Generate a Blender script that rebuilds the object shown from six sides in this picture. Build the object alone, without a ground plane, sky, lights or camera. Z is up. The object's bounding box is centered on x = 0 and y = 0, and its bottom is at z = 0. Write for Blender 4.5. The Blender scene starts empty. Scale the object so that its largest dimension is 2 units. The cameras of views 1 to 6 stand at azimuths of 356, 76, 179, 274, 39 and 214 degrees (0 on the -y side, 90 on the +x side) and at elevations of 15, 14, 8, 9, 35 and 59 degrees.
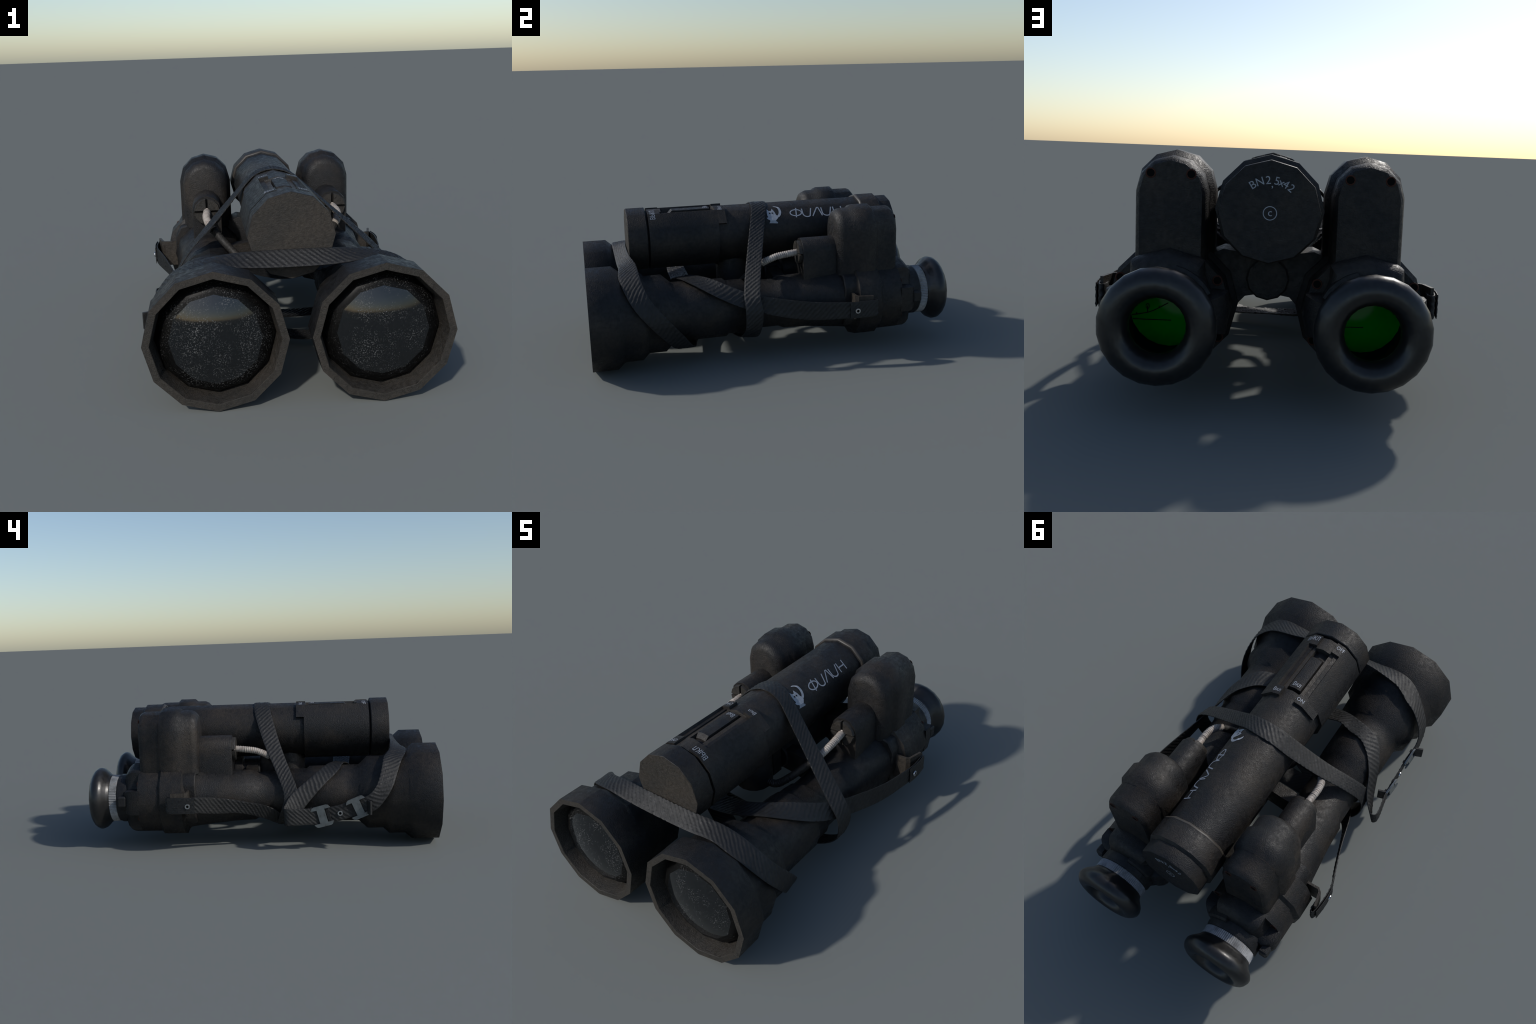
# Night-vision binoculars: two stepped barrels, battery tube on top, webbing strap wound round.
import bpy, bmesh, math, random
from mathutils import Vector, Matrix, noise as nz

random.seed(7)
BX, BZ = 0.325, 0.281          # barrel axis (x = +-BX, z = BZ), running along y
TZ = 0.625                     # battery tube axis height
SEG = 12

# ------------------------------------------------------------------ materials
def new_mat(name):
    m = bpy.data.materials.new(name)
    m.use_nodes = True
    nt = m.node_tree
    bsdf = nt.nodes["Principled BSDF"]
    return m, nt, bsdf

def N(nt, kind, **kw):
    n = nt.nodes.new(kind)
    for k, v in kw.items():
        if k in n.inputs:
            n.inputs[k].default_value = v
        else:
            setattr(n, k, v)
    return n

def noise(nt, scale, detail=3.0, rough=0.55, vec=None):
    n = N(nt, "ShaderNodeTexNoise", Scale=scale, Detail=detail, Roughness=rough)
    if vec is not None:
        nt.links.new(vec, n.inputs["Vector"])
    return n.outputs["Fac"]

def ramp(nt, fac, stops):
    r = nt.nodes.new("ShaderNodeValToRGB")
    cr = r.color_ramp
    while len(cr.elements) < len(stops):
        cr.elements.new(0.5)
    for e, (p, c) in zip(cr.elements, stops):
        e.position = p
        e.color = (c, c, c, 1) if isinstance(c, float) else (*c, 1)
    nt.links.new(fac, r.inputs["Fac"])
    return r.outputs["Color"]

def mixc(nt, fac, a, b):
    m = nt.nodes.new("ShaderNodeMix")
    m.data_type = 'RGBA'
    for sock, val in ((0, fac), (6, a), (7, b)):
        if hasattr(val, "is_output"):
            nt.links.new(val, m.inputs[sock])
        elif isinstance(val, tuple):
            m.inputs[sock].default_value = (*val, 1)
        else:
            m.inputs[sock].default_value = val
    return m.outputs[2]

def bump(nt, bsdf, height, strength, dist):
    b = N(nt, "ShaderNodeBump", Strength=strength, Distance=dist)
    nt.links.new(height, b.inputs["Height"])
    nt.links.new(b.outputs["Normal"], bsdf.inputs["Normal"])

def coords(nt):
    return nt.nodes.new("ShaderNodeTexCoord").outputs["Object"]

def coated_mat(name, dark, brown, rough=(0.68, 0.36), grain=175.0, dust=(0.42, 0.70), bstr=1.0, spec=0.32):
    """matt black rubberised paint with brown dust patches and a fine pebble grain"""
    m, nt, b = new_mat(name)
    co = coords(nt)
    big = noise(nt, 4.5, 5.0, 0.62, co)
    mask = ramp(nt, big, [(dust[0], 0.0), (dust[1], 1.0)])
    fine = noise(nt, 70.0, 3.0, 0.6, co)
    spots = ramp(nt, fine, [(0.36, 0.55), (0.6, 1.0)])
    base = mixc(nt, mask, dark, brown)
    mul = nt.nodes.new("ShaderNodeMix"); mul.data_type = 'RGBA'; mul.blend_type = 'MULTIPLY'
    mul.inputs[0].default_value = 0.8
    nt.links.new(base, mul.inputs[6]); nt.links.new(spots, mul.inputs[7])
    nt.links.new(mul.outputs[2], b.inputs["Base Color"])
    r = ramp(nt, noise(nt, 46.0, 5.0, 0.75, co), [(0.40, rough[0]), (0.66, rough[1])])
    nt.links.new(r, b.inputs["Roughness"])
    b.inputs["Specular IOR Level"].default_value = spec
    bump(nt, b, noise(nt, grain, 3.0, 0.6, co), bstr, 0.0020)
    return m

def plain_mat(name, col, rough=0.5, metal=0.0, spec=0.5):
    m, nt, b = new_mat(name)
    co = coords(nt)
    f = ramp(nt, noise(nt, 60.0, 3.0, 0.6, co), [(0.3, 0.72), (0.7, 1.0)])
    mul = nt.nodes.new("ShaderNodeMix"); mul.data_type = 'RGBA'; mul.blend_type = 'MULTIPLY'
    mul.inputs[0].default_value = 1.0
    mul.inputs[6].default_value = (*col, 1)
    nt.links.new(f, mul.inputs[7])
    nt.links.new(mul.outputs[2], b.inputs["Base Color"])
    b.inputs["Roughness"].default_value = rough
    b.inputs["Metallic"].default_value = metal
    b.inputs["Specular IOR Level"].default_value = spec
    return m

M_BODY = coated_mat("black_rubber_paint", (0.0095, 0.0095, 0.0102), (0.034, 0.027, 0.021))
M_TUBE = coated_mat("black_tube_paint", (0.0088, 0.0088, 0.0098), (0.031, 0.025, 0.0195))
M_RIM = coated_mat("pale_rim_rubber", (0.024, 0.023, 0.021), (0.040, 0.034, 0.028), dust=(0.35, 0.65))
M_PART = coated_mat("black_plastic", (0.013, 0.013, 0.014), (0.026, 0.022, 0.018))
M_CUP = coated_mat("eyecup_rubber", (0.012, 0.012, 0.0125), (0.018, 0.0165, 0.015), rough=(0.30, 0.44),
                   grain=15.0, bstr=0.5, spec=0.5)
M_STRAP = coated_mat("nylon_webbing", (0.0075, 0.0078, 0.0085), (0.017, 0.0168, 0.0165), rough=(0.62, 0.36),
                     grain=330.0, dust=(0.3, 0.75), bstr=0.8, spec=0.42)
M_BRACKET = coated_mat("bracket_paint", (0.036, 0.031, 0.026), (0.055, 0.045, 0.035))
M_HOLE = plain_mat("dark_hole", (0.003, 0.003, 0.003), 0.8, spec=0.1)
M_RUST = plain_mat("rusty_edge", (0.060, 0.020, 0.012), 0.7, spec=0.2)
M_JOINT = plain_mat("rusty_joint", (0.030, 0.0185, 0.012), 0.65, spec=0.25)
M_SEAM = plain_mat("dark_seam", (0.006, 0.006, 0.006), 0.7, spec=0.2)
M_PRINT = plain_mat("pale_print", (0.33, 0.355, 0.40), 0.55)
M_RIVET = plain_mat("bright_rivet", (0.65, 0.66, 0.68), 0.28, metal=1.0)
M_EDGE = plain_mat("worn_edge_metal", (0.040, 0.034, 0.028), 0.5)

def metal_band_mat():
    m, nt, b = new_mat("knurled_aluminium")
    co = coords(nt)
    c = ramp(nt, noise(nt, 20.0, 5.0, 0.7, co), [(0.3, (0.13, 0.13, 0.13)), (0.58, (0.30, 0.305, 0.31)), (0.78, (0.20, 0.145, 0.11))])
    nt.links.new(c, b.inputs["Base Color"])
    b.inputs["Roughness"].default_value = 0.5
    b.inputs["Metallic"].default_value = 0.25
    return m
M_BAND = metal_band_mat()

def buckle_mat():
    m, nt, b = new_mat("zinc_buckle")
    co = coords(nt)
    c = ramp(nt, noise(nt, 40.0, 4.0, 0.65, co), [(0.28, (0.07, 0.06, 0.05)), (0.42, (0.15, 0.165, 0.17)), (0.7, (0.20, 0.22, 0.225))])
    nt.links.new(c, b.inputs["Base Color"])
    b.inputs["Roughness"].default_value = 0.38
    b.inputs["Metallic"].default_value = 0.55
    return m
M_BUCKLE = buckle_mat()

def cable_mat():
    m, nt, b = new_mat("braided_cable_sheath")
    co = coords(nt)
    c = ramp(nt, noise(nt, 30.0, 3.0, 0.6, co), [(0.3, (0.20, 0.165, 0.14)), (0.55, (0.36, 0.325, 0.29)), (0.75, (0.30, 0.225, 0.18))])
    nt.links.new(c, b.inputs["Base Color"])
    b.inputs["Roughness"].default_value = 0.55
    return m
M_CABLE = cable_mat()
M_CABLE_DARK = coated_mat("dark_cable_run", (0.022, 0.021, 0.020), (0.034, 0.030, 0.026))

def lens_mat(name, base, rough, amount):
    """coated glass, scattered with pale dust specks and wiped smears"""
    m, nt, b = new_mat(name)
    co = coords(nt)
    fine = ramp(nt, noise(nt, 190.0, 2.0, 0.55, co), [(0.54, 0.0), (0.72, 1.0)])
    patch = ramp(nt, noise(nt, 9.0, 5.0, 0.75, co), [(0.44, 0.07), (0.66, 1.0)])
    mul = N(nt, "ShaderNodeMath", operation='MULTIPLY')
    nt.links.new(fine, mul.inputs[0]); nt.links.new(patch, mul.inputs[1])
    mu2 = N(nt, "ShaderNodeMath", operation='MULTIPLY')
    nt.links.new(mul.outputs[0], mu2.inputs[0]); mu2.inputs[1].default_value = amount
    c = mixc(nt, mu2.outputs[0], base, (0.30, 0.30, 0.30))
    nt.links.new(c, b.inputs["Base Color"])
    rr = N(nt, "ShaderNodeMapRange")
    nt.links.new(mul.outputs[0], rr.inputs["Value"])
    rr.inputs["To Min"].default_value = rough
    rr.inputs["To Max"].default_value = 0.6
    nt.links.new(rr.outputs["Result"], b.inputs["Roughness"])
    b.inputs["Specular IOR Level"].default_value = 0.62
    b.inputs["IOR"].default_value = 1.5
    return m
M_LENS = lens_mat("objective_glass", (0.005, 0.006, 0.007), 0.09, 0.40)
M_LENS_RING = lens_mat("blackened_glass_edge", (0.003, 0.003, 0.003), 0.42, 0.32)
M_LENS_RING.node_tree.nodes["Principled BSDF"].inputs["Specular IOR Level"].default_value = 0.15
M_LENS_RING.node_tree.nodes["Principled BSDF"].inputs["IOR"].default_value = 1.4

def screen_mat():
    m, nt, b = new_mat("green_phosphor_glass")
    b.inputs["Base Color"].default_value = (0.0, 0.36, 0.008, 1)  # green brightened so the screen's glow is in the base colour, no emission
    b.inputs["Roughness"].default_value = 0.12
    return m
M_SCREEN = screen_mat()

# ------------------------------------------------------------------ object helpers
ROOT = bpy.data.objects.new("night_vision_binoculars", None)
bpy.context.scene.collection.objects.link(ROOT)
ROOT["label"] = "black night vision binoculars with battery tube and webbing strap"
ROOT["category"] = "binoculars"

def finish(name, bm, mat, parent=None, angle=38.0, recalc=True, stuff=False):
    if recalc:
        bmesh.ops.recalc_face_normals(bm, faces=bm.faces)
    me = bpy.data.meshes.new(name)
    bm.to_mesh(me); bm.free()
    me.materials.append(mat)
    for p in me.polygons:
        p.use_smooth = True
    me.set_sharp_from_angle(angle=math.radians(angle))
    ob = bpy.data.objects.new(name, me)
    bpy.context.scene.collection.objects.link(ob)
    ob.parent = parent or ROOT
    if stuff:
        ob["kind"] = "stuff"
    return ob

def loft(bm, rings, closed=False, caps=(True, True)):
    """skin a list of equal-length point rings"""
    vs = [[bm.verts.new(p) for p in r] for r in rings]
    n = len(vs[0])
    pairs = list(zip(vs, vs[1:])) + ([(vs[-1], vs[0])] if closed else [])
    for a, b in pairs:
        for i in range(n):
            j = (i + 1) % n
            bm.faces.new((a[i], a[j], b[j], b[i]))
    if not closed:
        if caps[0]:
            bm.faces.new(vs[0])
        if caps[1]:
            bm.faces.new(list(reversed(vs[-1])))
    return vs

def ring(x0, z0, y, R, seg=SEG, off=0.0):
    return [(x0 + R * math.cos(off + 2 * math.pi * k / seg), y, z0 + R * math.sin(off + 2 * math.pi * k / seg))
            for k in range(seg)]

def revolve(name, x0, z0, prof, mat, seg=SEG, caps=(True, True), parent=None, angle=38.0, off=0.0, closed=False):
    bm = bmesh.new()
    loft(bm, [ring(x0, z0, y, R, seg, off) for y, R in prof], caps=caps, closed=closed)
    return finish(name, bm, mat, parent, angle)

def prism(name, outline, y0, y1, mat, parent=None, angle=38.0, bevel=0.0):
    """extrude an (x, z) outline along y"""
    bm = bmesh.new()
    loft(bm, [[(x, y0, z) for x, z in outline], [(x, y1, z) for x, z in outline]])
    if bevel:
        bmesh.ops.bevel(bm, geom=bm.edges[:], offset=bevel, segments=2, affect='EDGES', profile=0.6)
    return finish(name, bm, mat, parent, angle)

def box(bm, c, s, rot=None):
    r = bmesh.ops.create_cube(bm, size=1.0)["verts"]
    M = Matrix.Translation(c) @ (rot.to_4x4() if rot else Matrix()) @ Matrix.Diagonal((*s, 1))
    bmesh.ops.transform(bm, matrix=M, verts=r)
    return r

def tube_along(name, pts, rad, mat, seg=8, parent=None, ribs=0.0, sub=6):
    """round cable swept along a smoothed path; ribs > 0 adds a corded sheath"""
    P = [Vector(p) for p in pts]
    S = []
    for i in range(len(P) - 1):
        p0, p1, p2, p3 = P[max(i - 1, 0)], P[i], P[i + 1], P[min(i + 2, len(P) - 1)]
        for k in range(sub):
            t = k / sub
            S.append(0.5 * ((2 * p1) + (p2 - p0) * t + (2 * p0 - 5 * p1 + 4 * p2 - p3) * t * t
                            + (-p0 + 3 * p1 - 3 * p2 + p3) * t ** 3))
    S.append(P[-1])
    bm = bmesh.new(); rings = []; L = 0
    for i, p in enumerate(S):
        t = (S[min(i + 1, len(S) - 1)] - S[max(i - 1, 0)]).normalized()
        if i: L += (p - S[i - 1]).length
        u = t.cross(Vector((0, 0, 1))).normalized(); v = u.cross(t)
        r = rad * (1 + ribs * math.sin(2 * math.pi * L / 0.0105))
        rings.append([p + r * (math.cos(2 * math.pi * k / seg) * u + math.sin(2 * math.pi * k / seg) * v) for k in range(seg)])
    loft(bm, rings)
    return finish(name, bm, mat, parent, 60.0)

def hexring(bm, c, nrm, r_out, r_in, h, seg=10):
    """small eyelet ring standing on a surface"""
    n = Vector(nrm).normalized()
    u = n.cross(Vector((0, 0, 1)) if abs(n.z) < 0.9 else Vector((1, 0, 0))).normalized(); v = n.cross(u)
    c = Vector(c)
    def rg(r, d):
        return [c + n * d + r * (math.cos(2 * math.pi * k / seg) * u + math.sin(2 * math.pi * k / seg) * v) for k in range(seg)]
    loft(bm, [rg(r_out, 0), rg(r_out * 0.92, h), rg(r_in, h), rg(r_in, 0)], closed=True)

def disc(bm, c, nrm, r, seg=10, h=0.0):
    n = Vector(nrm).normalized()
    u = n.cross(Vector((0, 0, 1)) if abs(n.z) < 0.9 else Vector((1, 0, 0))).normalized(); v = n.cross(u)
    c = Vector(c) + n * h
    bm.faces.new([bm.verts.new(c + r * (math.cos(2 * math.pi * k / seg) * u + math.sin(2 * math.pi * k / seg) * v)) for k in range(seg)])

# ------------------------------------------------------------------ one optical side (s = +1 / -1)
def build_side(s):
    X = s * BX
    # --- stepped objective barrel with recessed lens seat
    outer = [(-1.0, .281), (-.868, .281), (-.828, .246), (-.735, .246), (-.700, .213), (-.610, .213),
             (-.560, .166), (-.480, .165), (-.279, .164), (-.263, .150), (-.173, .150), (-.158, .136), (.022, .136),
             (.046, .149), (.17, .154), (.28, .166), (.36, .175), (.46, .190)]
    barrel = revolve("barrel", X, BZ, [(-.90, .19), (-.905, .2385)] + [(-.960, .2455), (-.9985, .252)] + outer, M_BODY,
                     caps=(False, True), angle=58.0)
    barrel.data.materials.append(M_RIM)          # hood lining in lighter brown, sunlight on the inner wall put into colour
    for p in barrel.data.polygons:
        c = p.center
        if c.y < -.9 and math.hypot(c.x - X, c.z - BZ) < .26:
            p.material_index = 1
    # front rim lip: lighter worn rubber
    revolve("objective_rim", X, BZ, [(-.9985, .2525), (-1.0, .2535), (-1.0, .2795), (-.9985, .2805)], M_RIM,
            caps=(False, False), parent=barrel, closed=True)
    # lens: domed glass disc inside a blackened margin
    dome = lambda r: -.995 + r * r + 20 * max(0.0, r - .20) ** 2
    revolve("lens_margin", X, BZ, [(dome(r), r) for r in (.2415, .228, .213, .199, .190, .181)], M_LENS_RING,
            seg=12, caps=(False, False), parent=barrel, angle=80)
    revolve("lens", X, BZ, [(dome(r), r) for r in (.181, .155, .125, .10, .075, .05, .025, .003)], M_LENS,
            seg=12, caps=(False, True), parent=barrel, angle=80)

    # --- prism housing: flange, rear body and lobed back
    bm = bmesh.new()
    loft(bm, [ring(X, BZ, y, R) for y, R in [(.425, .184), (.440, .200), (.450, .224), (.570, .224), (.586, .207),
                                              (.702, .206), (.702, .138), (.655, .138)]])
    housing = finish("prism_housing", bm, M_BODY, angle=31)
    # lobed back: four lobes with notches for the screws between them
    q = [(.203, 0), (.197, .072), (.138, .076), (.121, .118), (.118, .168), (.103, .178), (0, .206)]
    qb = [(.203, 0), (.193, -.066), (.142, -.070), (.118, -.115), (.112, -.170), (.100, -.178), (0, -.206)]
    up = q + [(-x, z) for x, z in reversed(q[:-1])]
    lo = [(-x, z) for x, z in qb[1:]] + [(x, z) for x, z in reversed(qb[1:-1])]
    out = up + lo
    bm = bmesh.new()
    loft(bm, [[(X + x * k, y, BZ + z * k) for x, z in out] for y, k in
              [(.695, 1.0), (.745, 1.0), (.764, .955), (.782, .86), (.792, .73)]]
         + [[(X + .134 * math.cos(a), y, BZ + .134 * math.sin(a)) for a in [math.atan2(z, x) for x, z in out]] for y in (.792, .698)],
         caps=(False, False))
    finish("housing_back", bm, M_BODY, housing, 35)
    # screws in the notches
    bm = bmesh.new(); bh = bmesh.new()
    for dx, dz in ((.160, .103), (-.160, .103), (.167, -.088), (-.167, -.088)):
        hexring(bm, (X + dx, .7025, BZ + dz), (0, 1, 0), .0180, .0132, .002)
        disc(bh, (X + dx, .7030, BZ + dz), (0, 1, 0), .0138)
    finish("screw_seat", bm, M_RUST, housing, stuff=True)
    finish("screw_hole", bh, M_HOLE, housing, stuff=True, recalc=False)
    # --- prism tower: rounded slab with a raised middle band
    sec = [(.696, .102), (.686, .111), (.668, .118), (.578, .1185), (.558, .1365), (.464, .1365), (.446, .121),
           (.395, .120), (.372, .109), (.359, .094), (.354, .078)]
    bm = bmesh.new(); rings = []
    for y, hw in sec:
        pts = [(X - hw, y, .43), (X - hw, y, .56)]
        pts += [(X - hw * math.cos(math.radians(a)), y, .670 + hw * math.sin(math.radians(a))) for a in range(0, 181, 30)]
        pts += [(X + hw, y, .56), (X + hw, y, .43)]
        rings.append(pts)
    loft(bm, rings)
    tower = finish("prism_tower", bm, M_BODY, angle=44)
    # rust line along the casing joint behind the raised band
    hw = .1192
    bm = bmesh.new(); rings = []
    for y in (.5745, .5785):
        rings.append([(X - hw, y, .45)] + [(X - hw * math.cos(math.radians(a)), y, .670 + hw * math.sin(math.radians(a))) for a in range(0, 181, 30)]
                     + [(X + hw, y, .45)])
    loft(bm, rings)
    finish("casing_joint", bm, M_JOINT, tower, 44)
    bm = bmesh.new(); bh = bmesh.new()
    for dx in (-.0673, .0673):
        hexring(bm, (X + dx * .98, .6965, .730), (0, 1, 0), .0175, .0132, .0015)
        disc(bh, (X + dx * .98, .6970, .730), (0, 1, 0), .0138)
    finish("screw_seat", bm, M_RUST, tower, stuff=True)
    finish("screw_hole", bh, M_HOLE, tower, stuff=True, recalc=False)
    # --- focus pod in front of the tower, with slotted knob
    hw = .0745
    bm = bmesh.new(); rings = []
    for y, k in [(.36, 1.0), (.172, 1.0), (.166, .965)]:
        h = hw * k
        rings.append([(X - h, y, .40)] + [(X - h * math.cos(math.radians(a)), y, .563 + h * math.sin(math.radians(a)))
                                          for a in range(0, 181, 30)] + [(X + h, y, .40)])
    loft(bm, rings)
    pod = finish("focus_pod", bm, M_BODY, angle=40)
    for k in range(4):
        a0 = math.radians(90 * k); cx, cz = X, .557
        g = .0045
        pts = [(g, g)] + [(max(.067 * math.cos(t), g), max(.067 * math.sin(t), g)) for t in
                          [math.pi / 2 * j / 3 for j in range(4)]]
        ca, sa = math.cos(a0), math.sin(a0)
        bm = bmesh.new()
        pr = [(cx + ca * x - sa * z, cz + sa * x + ca * z) for x, z in pts]
        mx = sum(p[0] for p in pr) / len(pr); mz = sum(p[1] for p in pr) / len(pr)
        loft(bm, [[(x, .170, z) for x, z in pr], [(x, .150, z) for x, z in pr],
                  [(mx + (x - mx) * .93, .1455, mz + (z - mz) * .93) for x, z in pr]])
        finish("knob_segment", bm, M_RIM, pod, 35)
    bm = bmesh.new(); disc(bm, (cx, .1652, .557), (0, -1, 0), .066, 12)
    finish("knob_slot", bm, M_SEAM, pod, recalc=False)
    # --- control cable from knob to the bridge post
    pa = [(X, .155, .557), (s * .330, .08, .550), (s * .329, .03, .542), (s * .318, -.016, .523), (s * .300, -.045, .503)]
    tube_along("control_cable", pa, .0185, M_CABLE, seg=10, ribs=.10, sub=14)
    pb = [(s * .302, -.042, .505), (s * .259, -.080, .458), (s * .206, -.121, .404), (s * .146, -.150, .354), (s * .100, -.157, .345),
          (s * .04, -.157, .352)]
    tube_along("cable_dark_run", pb, .0195, M_CABLE_DARK, seg=10, ribs=.10, sub=14)
    # --- eyepiece: dark collar with tab, aluminium band, eyecup, screen
    collar = revolve("eyepiece_collar", X, BZ, [(.770, .141), (.830, .141), (.840, .136), (.840, .118), (.78, .118)], M_PART, seg=18, caps=(False, False))
    bm = bmesh.new()
    a0, a1 = math.radians(103), math.radians(152)
    arc = [a0 + (a1 - a0) * k / 4 for k in range(5)]
    pr = [(.166 * math.cos(a), .166 * math.sin(a)) for a in arc] + [(.14 * math.cos(a), .14 * math.sin(a)) for a in reversed(arc)]
    loft(bm, [[(X + s * x, .76, BZ + z) for x, z in pr], [(X + s * x, .802, BZ + z) for x, z in pr],
              [(X + s * x * .94, .810, BZ + z * .94) for x, z in pr]])
    finish("collar_stop", bm, M_PART, collar, 35)
    bm = bmesh.new()
    vs = box(bm, (X + s * .167, .795, BZ + .010), (.048, .052, .062))
    bmesh.ops.bevel(bm, geom=bm.edges[:], offset=.008, segments=1, affect='EDGES')
    finish("diopter_tab", bm, M_PART, collar, 35)
    band_n = 88
    bm = bmesh.new(); rr = []
    for y, R in [(.840, .131), (.844, .1365), (.884, .1375), (.888, .131)]:
        rr.append([(X + (R - (.0040 if k % 2 else 0)) * math.cos(math.pi * k / band_n), y,
                    BZ + (R - (.0040 if k % 2 else 0)) * math.sin(math.pi * k / band_n)) for k in range(2 * band_n)])
    loft(bm, rr, caps=(False, False))
    finish("knurled_band", bm, M_BAND, collar, 25)
    cup = [(.882, .120), (.884, .136), (.893, .1395), (.905, .148), (.920, .164), (.934, .176), (.948, .182), (.962, .1815), (.976, .175),
           (.988, .164), (.996, .150), (1.0, .135), (.998, .120), (.990, .107), (.978, .0975), (.962, .0905), (.945, .0865),
           (.935, .0868)]
    revolve("eyepiece_bore", X, BZ, [(.936, .0868), (.92, .091), (.86, .1035), (.665, .1345)], M_HOLE, seg=22, caps=(False, False),
            parent=collar, angle=80, off=math.radians(8))
    revolve("eyecup", X, BZ, cup, M_CUP, seg=22, caps=(False, False), angle=80, off=math.radians(8))
    bm = bmesh.new()
    loft(bm, [ring(X, BZ, .668 + .004 * (1 - (r / .135) ** 2), r, 24) for r in (.1355, .10, .065, .03, .003)], caps=(False, True))
    scr = finish("phosphor_screen", bm, M_SCREEN, angle=80)
    # reticle marks on the screen, seen from behind: a short bar and a curved ranging line with ticks
    def bar(bm, x0, z0, x1, z1, w):
        d = Vector((x1 - x0, 0, z1 - z0)).normalized(); n = Vector((-d.z, 0, d.x)) * w
        yy = .6732
        k, dx, dz = 1.027, .0093 * s, -.0153          # seen in perspective through the cup
        a, b = Vector((X + k * x0 + dx, yy, BZ + k * z0 + dz)), Vector((X + k * x1 + dx, yy, BZ + k * z1 + dz))
        bm.faces.new([bm.verts.new(p) for p in (a - n, b - n, b + n, a + n)])
    bm = bmesh.new()
    if s > 0:
        bar(bm, .110, -.027, -.0145, -.0275, .0015)
        cv = [(.113, -.013), (.090, -.010), (.0625, -.004), (.044, .003), (.025, .0127), (-.004, .030)]
        for (ax, az), (bx, bz) in zip(cv, cv[1:]):
            bar(bm, ax, az, bx, bz, .0015)
        for tx, tz, h in ((.0985, -.011, .006), (.0627, -.004, .023), (.025, .0127, .006)):
            bar(bm, tx, tz, tx, tz + h, .0015)
        for k in range(8):                       # small numeral on the ranging curve
            a0, a1 = math.pi * k / 4, math.pi * (k + 1) / 4
            bar(bm, .0627 + .0055 * math.cos(a0), .017 + .0085 * math.sin(a0), .0627 + .0055 * math.cos(a1), .017 + .0085 * math.sin(a1), .0012)
    else:
        bar(bm, .085, -.030, .005, -.0293, .0015)
    finish("reticle_mark", bm, M_SEAM, scr, recalc=False)
    # --- strap lug on the outer side of the housing
    bm = bmesh.new()
    pr = [(.40, .150), (.470, .150), (.497, .185), (.500, .375), (.470, .430), (.40, .452)]
    loft(bm, [[(s * x, y, z) for x, z in pr] for y in (.372, .452)])
    bmesh.ops.bevel(bm, geom=bm.edges[:], offset=.006, segments=1, affect='EDGES')
    finish("strap_lug", bm, M_BODY, housing, 30)
    # bent sheet bracket that holds the strap end
    path = [(.492, .412), (.560, .412), (.574, .424), (.592, .500)]
    th = .006; bm = bmesh.new(); rings = []
    for i, (x, y) in enumerate(path):
        t = Vector(path[min(i + 1, 3)]) - Vector(path[max(i - 1, 0)]); t.normalize(); n = Vector((-t.y, t.x)) * th
        zl, zh = (.215, .349) if i < 2 else (.232, .349)
        rings.append([(s * (x - n.x), y - n.y, zl), (s * (x + n.x), y + n.y, zl), (s * (x + n.x), y + n.y, zh), (s * (x - n.x), y - n.y, zh)])
    loft(bm, rings)
    finish("strap_bracket", bm, M_BRACKET, housing, 35)
    # eyelet rivet in the strap end
    bm = bmesh.new(); hexring(bm, (s * .6195, .401, .281), (s, 0, 0), .0155, .008, .004)
    rv = finish("rivet", bm, M_RIVET)
    bm = bmesh.new(); disc(bm, (s * .6212, .401, .281), (s, 0, 0), .0082)
    finish("rivet_hole", bm, M_HOLE, rv, recalc=False)

build_side(1)
build_side(-1)

# ------------------------------------------------------------------ battery tube
revolve("battery_tube", 0, TZ, [(-.66, .135), (-.272, .135), (-.262, .163), (.604, .163)], M_TUBE)
revolve("tube_collar", 0, TZ, [(.600, .158), (.603, .1725), (.613, .178), (.720, .178), (.731, .165), (.731, .15)], M_TUBE, angle=31)
revolve("collar_worn_edge", 0, TZ, [(.6022, .1655), (.6028, .1735), (.6124, .1788), (.6160, .1787)], M_EDGE, caps=(False, False), angle=60)
revolve("tube_end_cap", 0, TZ, [(.72, .155), (.729, .163), (.796, .163), (.800, .1615)], M_TUBE)
revolve("battery_cap", 0, TZ, [(-.651, .120), (-.651, .176), (-.655, .179), (-.754, .179), (-.7565, .177)], M_TUBE, angle=31)
bm = bmesh.new()
loft(bm, [ring(0, TZ, -.7567, r) for r in (.1775, .1765)], caps=(False, True))
loft(bm, [ring(0, TZ, -.7570, r) for r in (.1765, .05)], caps=(False, True))
finish("battery_cap_face", bm, M_RIM, angle=20)

def facet_r(R, a):
    """radius of the twelve-sided section at angle a (degrees)"""
    return R * math.cos(math.radians(15)) / math.cos(math.radians((a % 30) - 15))

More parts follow.
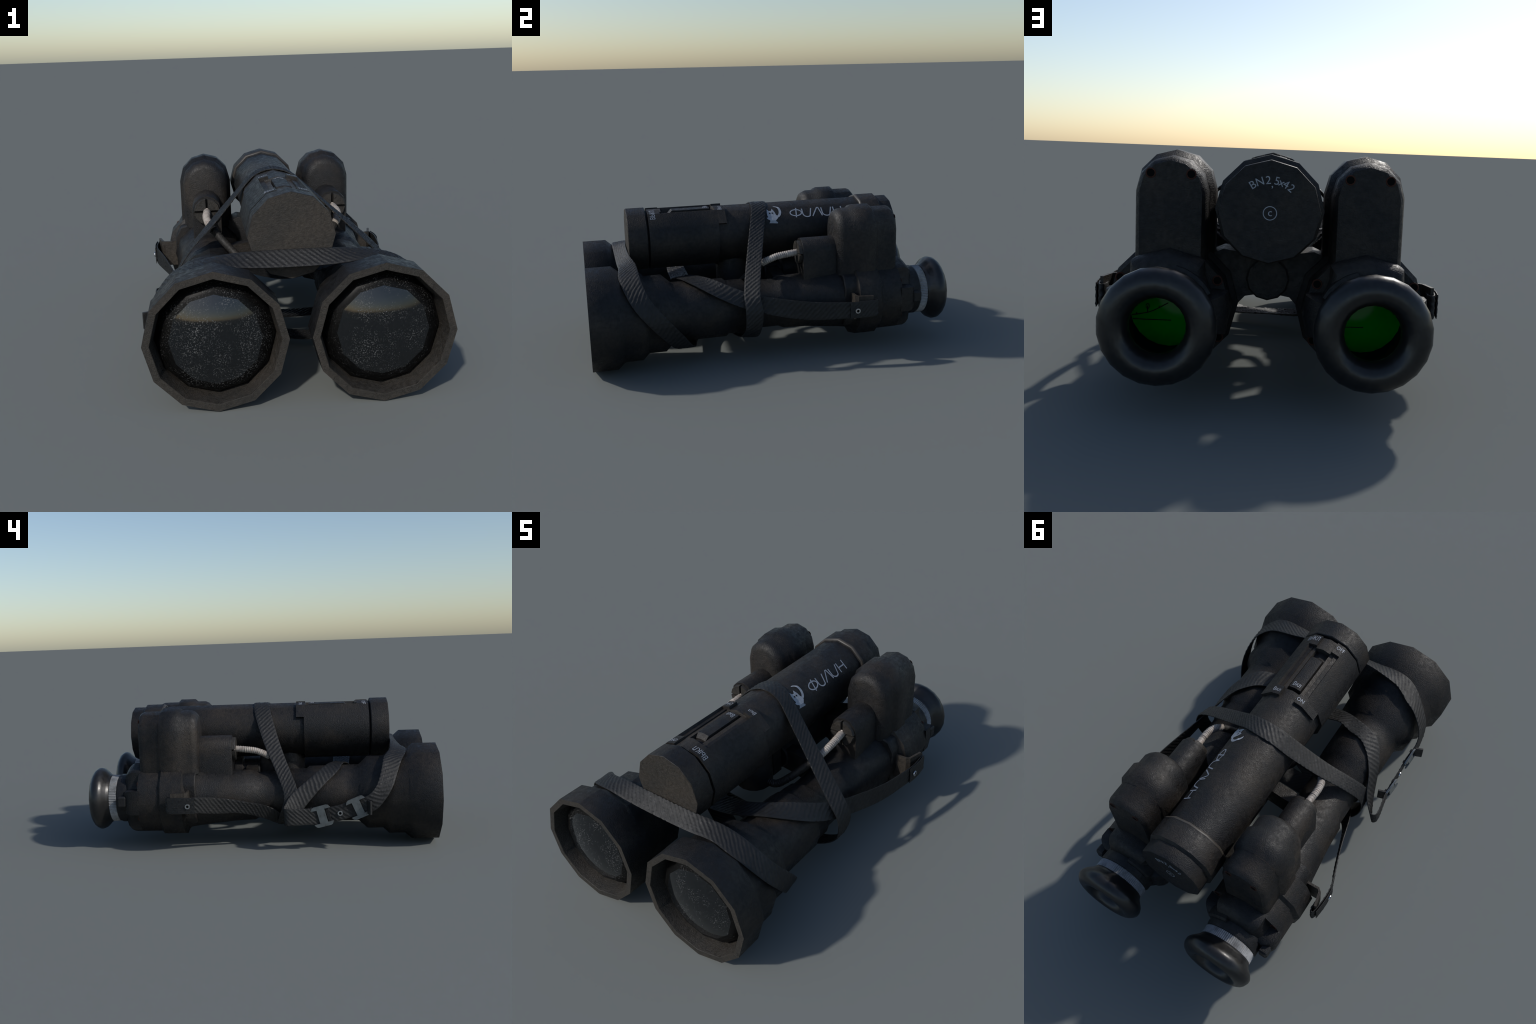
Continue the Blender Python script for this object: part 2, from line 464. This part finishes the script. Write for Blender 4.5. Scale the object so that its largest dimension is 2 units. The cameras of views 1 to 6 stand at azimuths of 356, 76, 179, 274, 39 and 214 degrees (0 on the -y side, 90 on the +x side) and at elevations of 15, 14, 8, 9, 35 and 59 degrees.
def shell_patch(bm, a0, a1, y0, y1, R0, R1, inset=0.0):
    """curved block on the tube between angles a0..a1, lengths y0..y1, radii R0..R1"""
    cuts = sorted({a0, a1} | {k * 30 for k in range(13) if a0 < k * 30 < a1} | {(a0 + a1) / 2})
    def arc(y, R, d):
        return [(facet_r(R, a) * math.cos(math.radians(a + (d if a == a0 else -d if a == a1 else 0))), y,
                 TZ + facet_r(R, a) * math.sin(math.radians(a + (d if a == a0 else -d if a == a1 else 0)))) for a in cuts]
    rings = []
    for y, dd in ((y0, 0), (y1, 0)):
        rings.append(arc(y, R1, inset) + list(reversed(arc(y, R0, 0))))
    loft(bm, rings)

# sleeve: main wrap open at the top, side flaps, rails and pads
bm = bmesh.new()
def sleeve_wrap(bm, spans, y0, y1, R0, R1):
    for a, b in spans:
        shell_patch(bm, a, b, y0, y1, R0, R1)
sl = bmesh.new()
ang = [120 + 30 * k for k in range(11)]          # 120 .. 420 = 60
def sl_ring(y, R):
    o = [(R * math.cos(math.radians(a)), y, TZ + R * math.sin(math.radians(a))) for a in ang]
    i = [((R - .046) * math.cos(math.radians(a)), y, TZ + (R - .046) * math.sin(math.radians(a))) for a in reversed(ang)]
    return o + i
loft(sl, [sl_ring(-.640, .179), sl_ring(-.252, .179)])
sleeve = finish("switch_sleeve", sl, M_TUBE, angle=31)
for a0, a1 in ((30, 60), (120, 150)):
    bm = bmesh.new(); shell_patch(bm, a0, a1, -.254, -.206, .158, .1788)
    finish("sleeve_flap", bm, M_TUBE, sleeve, 31)
for a0, a1 in ((60, 75), (105, 120)):
    bm = bmesh.new(); shell_patch(bm, a0, a1, -.640, -.572, .128, .1787); finish("label_pad", bm, M_TUBE, sleeve, 31)
    bm = bmesh.new(); shell_patch(bm, a0, a1, -.262, -.206, .150, .1787); finish("label_pad", bm, M_TUBE, sleeve, 31)
    lo, hi = (60, 67) if a0 == 60 else (113, 120)
    bm = bmesh.new(); shell_patch(bm, lo, hi, -.573, -.261, .128, .1640); finish("slide_rail", bm, M_TUBE, sleeve, 31)
    lo, hi = (67, 75) if a0 == 60 else (105, 113)
    bm = bmesh.new(); shell_patch(bm, lo, hi, -.573, -.261, .128, .1570); finish("slide_rail", bm, M_BRACKET, sleeve, 31)
bm = bmesh.new(); shell_patch(bm, 75, 105, -.640, -.562, .128, .1665); finish("channel_block", bm, M_RIM, sleeve, 31)
# slider button with sloped front
bm = bmesh.new()
def slider(y, R, a=11.5):
    hw = R * math.sin(math.radians(a))
    return [(-hw, y, TZ + .130), (hw, y, TZ + .130), (hw, y, TZ + facet_r(R, 79)), (0, y, TZ + R * .998), (-hw, y, TZ + facet_r(R, 79))]
loft(bm, [slider(-.518, .140), slider(-.498, .1605), slider(-.284, .1605), slider(-.280, .140)])
finish("slider_button", bm, M_TUBE, sleeve, 31)
bm = bmesh.new(); loft(bm, [ring(0, TZ, y, .1595) for y in (-.652, -.638)]); finish("cap_groove", bm, M_SEAM)

# ------------------------------------------------------------------ printed marks
def tube_point(R, y, a, lift=.0012):
    r = facet_r(R, a) + lift
    return Vector((r * math.cos(math.radians(a)), y, TZ + r * math.sin(math.radians(a))))

def stroke(bm, R, pts, w, lift=.0012):
    """pen stroke on the tube; pts are (y, angle), w half width in metres"""
    k = R * math.pi / 180
    fine = []
    for (y0, a0), (y1, a1) in zip(pts, pts[1:]):
        n = max(1, int(math.hypot(y1 - y0, (a1 - a0) * k) / .006))
        fine += [(y0 + (y1 - y0) * i / n, a0 + (a1 - a0) * i / n) for i in range(n)]
    fine.append(pts[-1])
    prev = None
    for i, (y, a) in enumerate(fine):
        b, c = fine[max(i - 1, 0)], fine[min(i + 1, len(fine) - 1)]
        d = Vector((c[0] - b[0], (c[1] - b[1]) * k)); d.normalize()
        n = Vector((-d.y, d.x)) * w
        L = bm.verts.new(tube_point(R, y + n.x, a + n.y / k, lift)); Rr = bm.verts.new(tube_point(R, y - n.x, a - n.y / k, lift))
        if prev:
            bm.faces.new((prev[0], prev[1], Rr, L))
        prev = (L, Rr)

def arc2(cy, ca, ry, ra, t0, t1, n=14):
    return [(cy + ry * math.cos(math.radians(t0 + (t1 - t0) * i / n)), ca + ra * math.sin(math.radians(t0 + (t1 - t0) * i / n))) for i in range(n + 1)]

RT = .163
W = .0034
letters = [
    [arc2(.207, 45, .034, 7.5, 0, 360, 22), [(.213, 56.5), (.205, 33.5)]],
    [[(.246, 54), (.2475, 43)] + arc2(.2725, 42, .025, 8.5, 180, 310) + [(.302, 54)]],
    [[(.304, 34), (.338, 54.5), (.346, 54.5), (.362, 34)]],
    [[(.364, 54), (.3655, 43)] + arc2(.3915, 42, .026, 8.5, 180, 310) + [(.424, 54)]],
    [[(.436, 54), (.438, 34)], [(.484, 54), (.487, 34)], [(.437, 44), (.4855, 44)]],
]
for L in letters:
    bm = bmesh.new()
    for p in L:
        stroke(bm, RT, p, W)
    finish("painted_letter", bm, M_PRINT, angle=80, recalc=False)

# owl-like emblem: body with ears and feet, crescent behind
def patch(name, R, outline, mat, lift=.0013):
    bm = bmesh.new()
    f = bm.faces.new([bm.verts.new((y, a, 0)) for y, a in outline])
    bmesh.ops.triangulate(bm, faces=[f])
    bmesh.ops.subdivide_edges(bm, edges=bm.edges[:], cuts=3, use_grid_fill=True)
    for v in bm.verts:
        v.co = tube_point(R, v.co.x, v.co.y, lift)
    return finish(name, bm, mat, angle=80, recalc=False)
body = [(.040, 25), (.046, 27.5), (.047, 31), (.034, 33.5), (.030, 37), (.040, 38), (.037, 42), (.036, 49), (.040, 58), (.050, 53.5), (.062, 53),
        (.070, 58.5), (.077, 54), (.083, 50), (.088, 43), (.098, 39), (.096, 35), (.084, 31), (.080, 28.5), (.091, 26), (.090, 23.5), (.062, 24.5)]
emb = patch("emblem_body", RT, body, M_PRINT)
cres = arc2(.080, 51, .042, 16.5, 78, -62, 16) + list(reversed(arc2(.072, 52, .036, 14.5, 80, -55, 16)))
patch("emblem_crescent", RT, cres, M_PRINT)
for ey in (.053, .068):
    patch("emblem_eye", RT, [(ey + .0045 * math.cos(t), 47.5 + 1.7 * math.sin(t)) for t in [math.pi * k / 4 for k in range(8)]], M_SEAM, .0025)

def text_mesh(txt, size):
    cu = bpy.data.curves.new("label_text", 'FONT')
    cu.body = txt; cu.size = size; cu.align_x = 'CENTER'; cu.align_y = 'CENTER'; cu.resolution_u = 3
    ob = bpy.data.objects.new("label_text", cu)
    bpy.context.scene.collection.objects.link(ob)
    dg = bpy.context.evaluated_depsgraph_get()
    me = bpy.data.meshes.new_from_object(ob.evaluated_get(dg))
    bpy.data.objects.remove(ob); bpy.data.curves.remove(cu)
    return me

def tube_label(txt, R, yc, ac, size, squeeze=1.0, lift=.0014):
    """lettering read from the eyepiece end: text runs +x to -x, tops point to -y"""
    me = text_mesh(txt, size)
    k = R * math.pi / 180
    bm = bmesh.new(); bm.from_mesh(me); bpy.data.meshes.remove(me)
    bmesh.ops.triangulate(bm, faces=bm.faces[:])
    for v in bm.verts:
        v.co = tube_point(R, yc - v.co.y, ac + v.co.x * squeeze / k, lift)
    finish("printed_label", bm, M_PRINT, sleeve, 80, recalc=False)

tube_label("ВЫКЛ", .1787, -.612, 60.5, .040, 0.70)
tube_label("Вкл", .1787, -.232, 66.5, .030, 0.85)
tube_label("Вкл", .1607, -.306, 90.0, .036, 0.72, lift=.0045)
tube_label("OFF", .1787, -.612, 115.0, .032, 0.85)
tube_label("ON", .1787, -.232, 112.0, .030, 0.9)

# model marking on an arc and a circled letter on the rear face (read from +y, text runs toward -x)
def face_glyph(txt, size, cx, cz, rot):
    me = text_mesh(txt, size)
    bm = bmesh.new(); bm.from_mesh(me); bpy.data.meshes.remove(me)
    c, s_ = math.cos(rot), math.sin(rot)
    for v in bm.verts:
        u, w = v.co.x, v.co.y
        v.co = Vector((-(cx + c * u - s_ * w), .8012, cz + s_ * u + c * w))
    bmesh.ops.triangulate(bm, faces=bm.faces[:])
    finish("printed_character", bm, M_PRINT, angle=80, recalc=False)
for ch, deg in zip("BN2,5x42", (32.8, 19.0, 4.2, -3.4, -11.2, -19.6, -28.0, -39.0)):
    a = -math.radians(deg)
    face_glyph(ch, .036, .1025 * math.sin(a), .621 + .1025 * math.cos(a) - (.010 if ch == "," else 0), -a)
face_glyph("c", .034, 0.001, .6225, 0)
bm = bmesh.new()
loft(bm, [[(-.001 + r * math.cos(2 * math.pi * k / 28), .8012, .621 + r * math.sin(2 * math.pi * k / 28)) for k in range(28)] for r in (.0225, .0198)], caps=(False, False))
finish("printed_circle", bm, M_PRINT, recalc=False)

# ------------------------------------------------------------------ bridge and hinge between the barrels
bridge = revolve("hinge_barrel", 0, .370, [(.026, .070), (.032, .076), (.125, .076), (.135, .092), (.390, .092), (.398, .076), (.556, .076), (.562, .070)], M_BODY)
for s in (1, -1):
    pr = [(s * .02, .300), (s * .10, .296), (s * .235, .250), (s * .235, .388), (s * .19, .402), (s * .11, .416), (s * .02, .420)]
    prism("hinge_arm", pr, .038, .106, M_BODY, bridge, bevel=.004)
    pr = [(s * .02, .312), (s * .08, .310), (s * .110, .270), (s * .20, .22), (s * .23, .44), (s * .16, .470), (s * .10, .462), (s * .02, .44)]
    prism("hinge_arm", pr, .395, .550, M_BODY, bridge, bevel=.004)
bm = bmesh.new()
zr = [(.313, .088), (.320, .095), (.46, .095), (.50, .085)]
loft(bm, [[(r * math.cos(math.pi * k / 8), -.158 + r * math.sin(math.pi * k / 8), z) for k in range(16)] for z, r in zr])
post = finish("mount_post", bm, M_BODY, bridge, 35)
bm = bmesh.new(); box(bm, (0, -.02, .385), (.085, .09, .19))
bmesh.ops.bevel(bm, geom=bm.edges[:], offset=.012, segments=2, affect='EDGES')
finish("mount_block", bm, M_BODY, bridge, 35)
bm = bmesh.new(); box(bm, (0, .33, .45), (.08, .40, .06))
bmesh.ops.bevel(bm, geom=bm.edges[:], offset=.012, segments=2, affect='EDGES')
finish("mount_block", bm, M_BODY, bridge, 35)

# ------------------------------------------------------------------ webbing strap
def strap(name, stations, thick=.0075, cut=2, pitch=.0255, lean=.95, amp=.0027, sgn=1):
    """woven band through (edge A, edge B) stations, with raised twill ribs on both faces"""
    S = [(Vector(a), Vector(b)) for a, b in stations]
    for _ in range(cut):                       # corner cutting softens the bends
        T = [S[0]]
        for p, q_ in zip(S, S[1:]):
            T.append(tuple(x.lerp(y, .25) for x, y in zip(p, q_)))
            T.append(tuple(x.lerp(y, .75) for x, y in zip(p, q_)))
        T.append(S[-1]); S = T
    fine = []; L = 0.0
    for p, q_ in zip(S, S[1:]):
        d = ((q_[0] + q_[1]) / 2 - (p[0] + p[1]) / 2).length
        n = max(1, int(d / .0042))
        for i in range(n):
            fine.append((p[0].lerp(q_[0], i / n), p[1].lerp(q_[1], i / n), L + d * i / n))
        L += d
    fine.append((S[-1][0], S[-1][1], L))
    NW = 20
    bm = bmesh.new(); top = []; bot = []
    for i, (a, b, s_) in enumerate(fine):
        i0, i1 = max(i - 3, 0), min(i + 3, len(fine) - 1)
        t = (fine[i1][0] + fine[i1][1]) - (fine[i0][0] + fine[i0][1])
        n = t.cross(b - a).normalized()
        w = (b - a).length
        rt, rb = [], []
        for j in range(NW + 1):
            f = j / NW
            p = a.lerp(b, f)
            ph = 2 * math.pi * (s_ + sgn * lean * f * w) / pitch
            broken = .68 + .32 * math.sin(2 * math.pi * (f * w / .0125) + .35 * math.sin(s_ * 190))
            wob = .5 * math.sin(s_ * 61 + 40 * f * w) + .5 * math.sin(s_ * 143 + 5)
            r0 = .5 + .5 * math.sin(ph + .55 * wob)
            grit = .62 + .9 * abs(nz.noise(p * 105.0))
            rib = amp * (1.6 * r0 ** 2.2 * broken * grit - .5)
            edge = min(1.0, min(f, 1 - f) * 12)
            h = thick / 2 * (.55 + .45 * edge) + rib * edge
            rt.append(bm.verts.new(p + n * h)); rb.append(bm.verts.new(p - n * h))
        top.append(rt); bot.append(rb)
    for i in range(len(fine) - 1):
        for j in range(NW):
            bm.faces.new((top[i][j], top[i][j + 1], top[i + 1][j + 1], top[i + 1][j]))
            bm.faces.new((bot[i][j], bot[i + 1][j], bot[i + 1][j + 1], bot[i][j + 1]))
        bm.faces.new((top[i][0], top[i + 1][0], bot[i + 1][0], bot[i][0]))
        bm.faces.new((top[i][NW], bot[i][NW], bot[i + 1][NW], top[i + 1][NW]))
    for k in (0, -1):
        for j in range(NW):
            bm.faces.new((top[k][j], bot[k][j], bot[k][j + 1], top[k][j + 1]))
    return finish(name, bm, M_STRAP, angle=70)

# right rivet -> outer side -> over right barrel -> under the tube -> over left barrel -> fold -> buckles
# -> over both objectives -> down the right side -> under both barrels -> left rivet
long_run = [
    ((.578, .455, .325), (.578, .455, .240)), ((.577, .515, .325), (.577, .515, .240)), ((.590, .528, .325), (.590, .528, .240)),
    ((.599, .515, .327), (.599, .515, .240)), ((.606, .45, .328), (.606, .45, .240)), ((.608, .40, .328), (.608, .40, .240)),
    ((.601, .340, .329), (.601, .345, .239)),
    ((.575, .162, .338), (.573, .177, .235)), ((.535, .018, .357), (.546, .045, .252)), ((.499, -.095, .375), (.516, -.098, .284)),
    ((.465, -.192, .400), (.503, -.203, .319)), ((.415, -.296, .442), (.490, -.285, .358)), ((.370, -.345, .459), (.467, -.363, .399)),
    ((.312, -.400, .464), (.395, -.465, .452)), ((.255, -.425, .455), (.320, -.510, .462)), ((.185, -.440, .438), (.205, -.540, .432)),
    ((.110, -.430, .415), (.113, -.533, .400)), ((0, -.425, .405), (0, -.520, .372)), ((-.110, -.430, .415), (-.113, -.530, .398)),
    ((-.190, -.435, .448), (-.205, -.515, .432)), ((-.262, -.403, .450), (-.275, -.490, .453)), ((-.340, -.388, .459), (-.351, -.468, .460)),
    ((-.402, -.346, .441), (-.424, -.445, .430)), ((-.464, -.270, .388), (-.478, -.363, .365)), ((-.503, -.173, .318), (-.504, -.291, .294)),
    ((-.540, -.140, .268), (-.525, -.225, .215)), ((-.556, -.130, .250), (-.568, -.138, .150)), ((-.580, -.128, .248), (-.585, -.136, .153)),
    ((-.593, -.150, .248), (-.597, -.160, .155)), ((-.572, -.270, .245), (-.573, -.285, .154)), ((-.566, -.330, .242), (-.564, -.350, .150)),
    ((-.570, -.440, .260), (-.569, -.445, .172)), ((-.570, -.515, .290), (-.566, -.535, .202)), ((-.582, -.585, .306), (-.584, -.605, .214)),
    ((-.580, -.625, .337), (-.588, -.660, .250)), ((-.560, -.655, .384), (-.578, -.727, .342)), ((-.500, -.683, .470), (-.525, -.760, .425)),
    ((-.447, -.692, .505), (-.472, -.790, .490)), ((-.378, -.735, .535), (-.410, -.822, .522)), ((-.300, -.745, .556), (-.320, -.832, .536)),
    ((-.150, -.762, .571), (-.165, -.827, .515)), ((.150, -.762, .571), (.165, -.827, .515)), ((.282, -.735, .556), (.305, -.826, .536)),
    ((.380, -.732, .540), (.400, -.838, .522)), ((.452, -.728, .510), (.470, -.828, .490)), ((.537, -.698, .428), (.555, -.785, .397)),
    ((.567, -.605, .312), (.577, -.722, .314)), ((.530, -.522, .208), (.552, -.650, .225)), ((.480, -.480, .138), (.505, -.585, .145)),
    ((.440, -.450, .106), (.450, -.545, .110)), ((.325, -.430, .101), (.325, -.528, .101)), ((.230, -.395, .085), (.215, -.490, .085)), ((.090, -.330, .058), (.060, -.420, .046)),
    ((-.130, -.210, .070), (-.200, -.300, .072)), ((-.285, -.130, .102), (-.360, -.205, .107)), ((-.385, -.088, .119), (-.440, -.148, .158)),
    ((-.458, -.030, .165), (-.480, -.058, .244)), ((-.515, .120, .220), (-.526, .115, .288)), ((-.556, .250, .222), (-.563, .230, .316)),
    ((-.601, .345, .239), (-.601, .340, .329)), ((-.608, .40, .240), (-.608, .40, .328)), ((-.606, .45, .240), (-.606, .45, .328)),
    ((-.599, .515, .240), (-.599, .515, .327)), ((-.590, .528, .240), (-.590, .528, .325)), ((-.577, .515, .240), (-.577, .515, .325)),
    ((-.578, .455, .240), (-.578, .455, .325)),
]
strap("carry_strap", long_run, sgn=-1)

# short loop over the battery tube and under the barrels
def on_tube(a, yf, yb, R=.171):
    return ((R * math.cos(math.radians(a)), yb, TZ + R * math.sin(math.radians(a))),
            (R * math.cos(math.radians(a)), yf, TZ + R * math.sin(math.radians(a))))
loop = [on_tube(a, yf, yb) for a, yf, yb in ((148, -.060, .038), (120, -.046, .049), (90, -.040, .054), (60, -.050, .036), (32, -.071, .015))]
loop = [((-.325, -.095, .104), (-.325, -.205, .104)), ((-.440, -.085, .135), (-.445, -.195, .140)), ((-.508, -.110, .215), (-.506, -.200, .225)),
        ((-.500, -.140, .300), (-.495, -.214, .330)), ((-.430, -.090, .425), (-.415, -.165, .440)), ((-.298, -.020, .562), (-.290, -.115, .550))] + loop + [
        ((.510, -.114, .405), (.474, -.193, .400)), ((.545, -.101, .318), (.532, -.192, .325)), ((.540, -.100, .250), (.535, -.192, .240)),
        ((.505, -.112, .165), (.520, -.197, .188)), ((.400, -.112, .112), (.420, -.205, .125)), ((.250, -.118, .102), (.250, -.225, .102)),
        ((.060, -.120, .098), (.060, -.235, .098)), ((-.140, -.108, .100), (-.140, -.222, .100)), ((-.300, -.097, .103), (-.300, -.208, .103))]
strap("tube_loop_strap", loop, sgn=-1)

# doubled strap tongue held by the rivet on each side
for s in (1, -1):
    strap("strap_tongue", [((s * .6090, .515, .328), (s * .6090, .515, .240)), ((s * .6170, .44, .329), (s * .6170, .44, .239)),
                           ((s * .6120, .363, .329), (s * .6120, .363, .239))], thick=.005, cut=1, amp=.0022, sgn=-s)

# ------------------------------------------------------------------ buckles on the left run
def buckle(center, ud, vd, L, H, web):
    u = Vector(ud).normalized(); n = u.cross(Vector(vd)).normalized(); v = n.cross(u).normalized()
    c = Vector(center); e = .020; hL, hH, hw = L / 2, H / 2, web / 2; ch = .010
    o = [(-hL, hH - e), (-hL + ch, hH - .004), (-hL + 2 * ch, hH), (hL - 2 * ch, hH), (hL - ch, hH - .004), (hL, hH - e), (hw, hH - e),
         (hw, -hH + e), (hL, -hH + e), (hL - ch, -hH + .004), (hL - 2 * ch, -hH), (-hL + 2 * ch, -hH), (-hL + ch, -hH + .004), (-hL, -hH + e), (-hw, -hH + e), (-hw, hH - e)]
    bm = bmesh.new()
    t = .004
    loft(bm, [[c + u * a + v * b + n * d for a, b in o] for d in (-t, t)])
    ob = finish("buckle", bm, M_BUCKLE, angle=30)
    # strap bars behind the plate
    for k in (-1, 1):
        bb = bmesh.new()
        loft(bb, [[c + u * (k * hL * .62 + a) + v * (f * hH * .82) - n * (.012 * (1 if n.x < 0 else -1)) + n * d
                   for a, d in ((-.008, -.006), (.008, -.006), (.008, .006), (-.008, .006))] for f in (-1, 1)])
        finish("buckle_bar", bb, M_PART, ob, 30)
    return ob
buckle((-.5780, -.342, .202), (-.012, -.100, .027), (0, -.035, -.100), .112, .118, .044)
buckle((-.5840, -.540, .247), (-.010, -.098, .043), (0, -.045, -.096), .112, .118, .044)
bm = bmesh.new(); hexring(bm, (-.575, -.441, .216), (-1, 0, 0), .0155, .008, .005)
rv = finish("rivet", bm, M_RIVET)
bm = bmesh.new(); disc(bm, (-.5758, -.441, .216), (-1, 0, 0), .0082); finish("rivet_hole", bm, M_HOLE, rv, recalc=False)
# loose strap ends poking out of the buckles
for c, rot in (((-.604, -.600, .250), .35), ((-.548, -.285, .205), .3)):
    bm = bmesh.new(); box(bm, c, (.045, .012, .075), Matrix.Rotation(rot, 3, 'Z'))
    bmesh.ops.bevel(bm, geom=bm.edges[:], offset=.002, segments=1, affect='EDGES')
    finish("strap_end", bm, M_STRAP, angle=30)
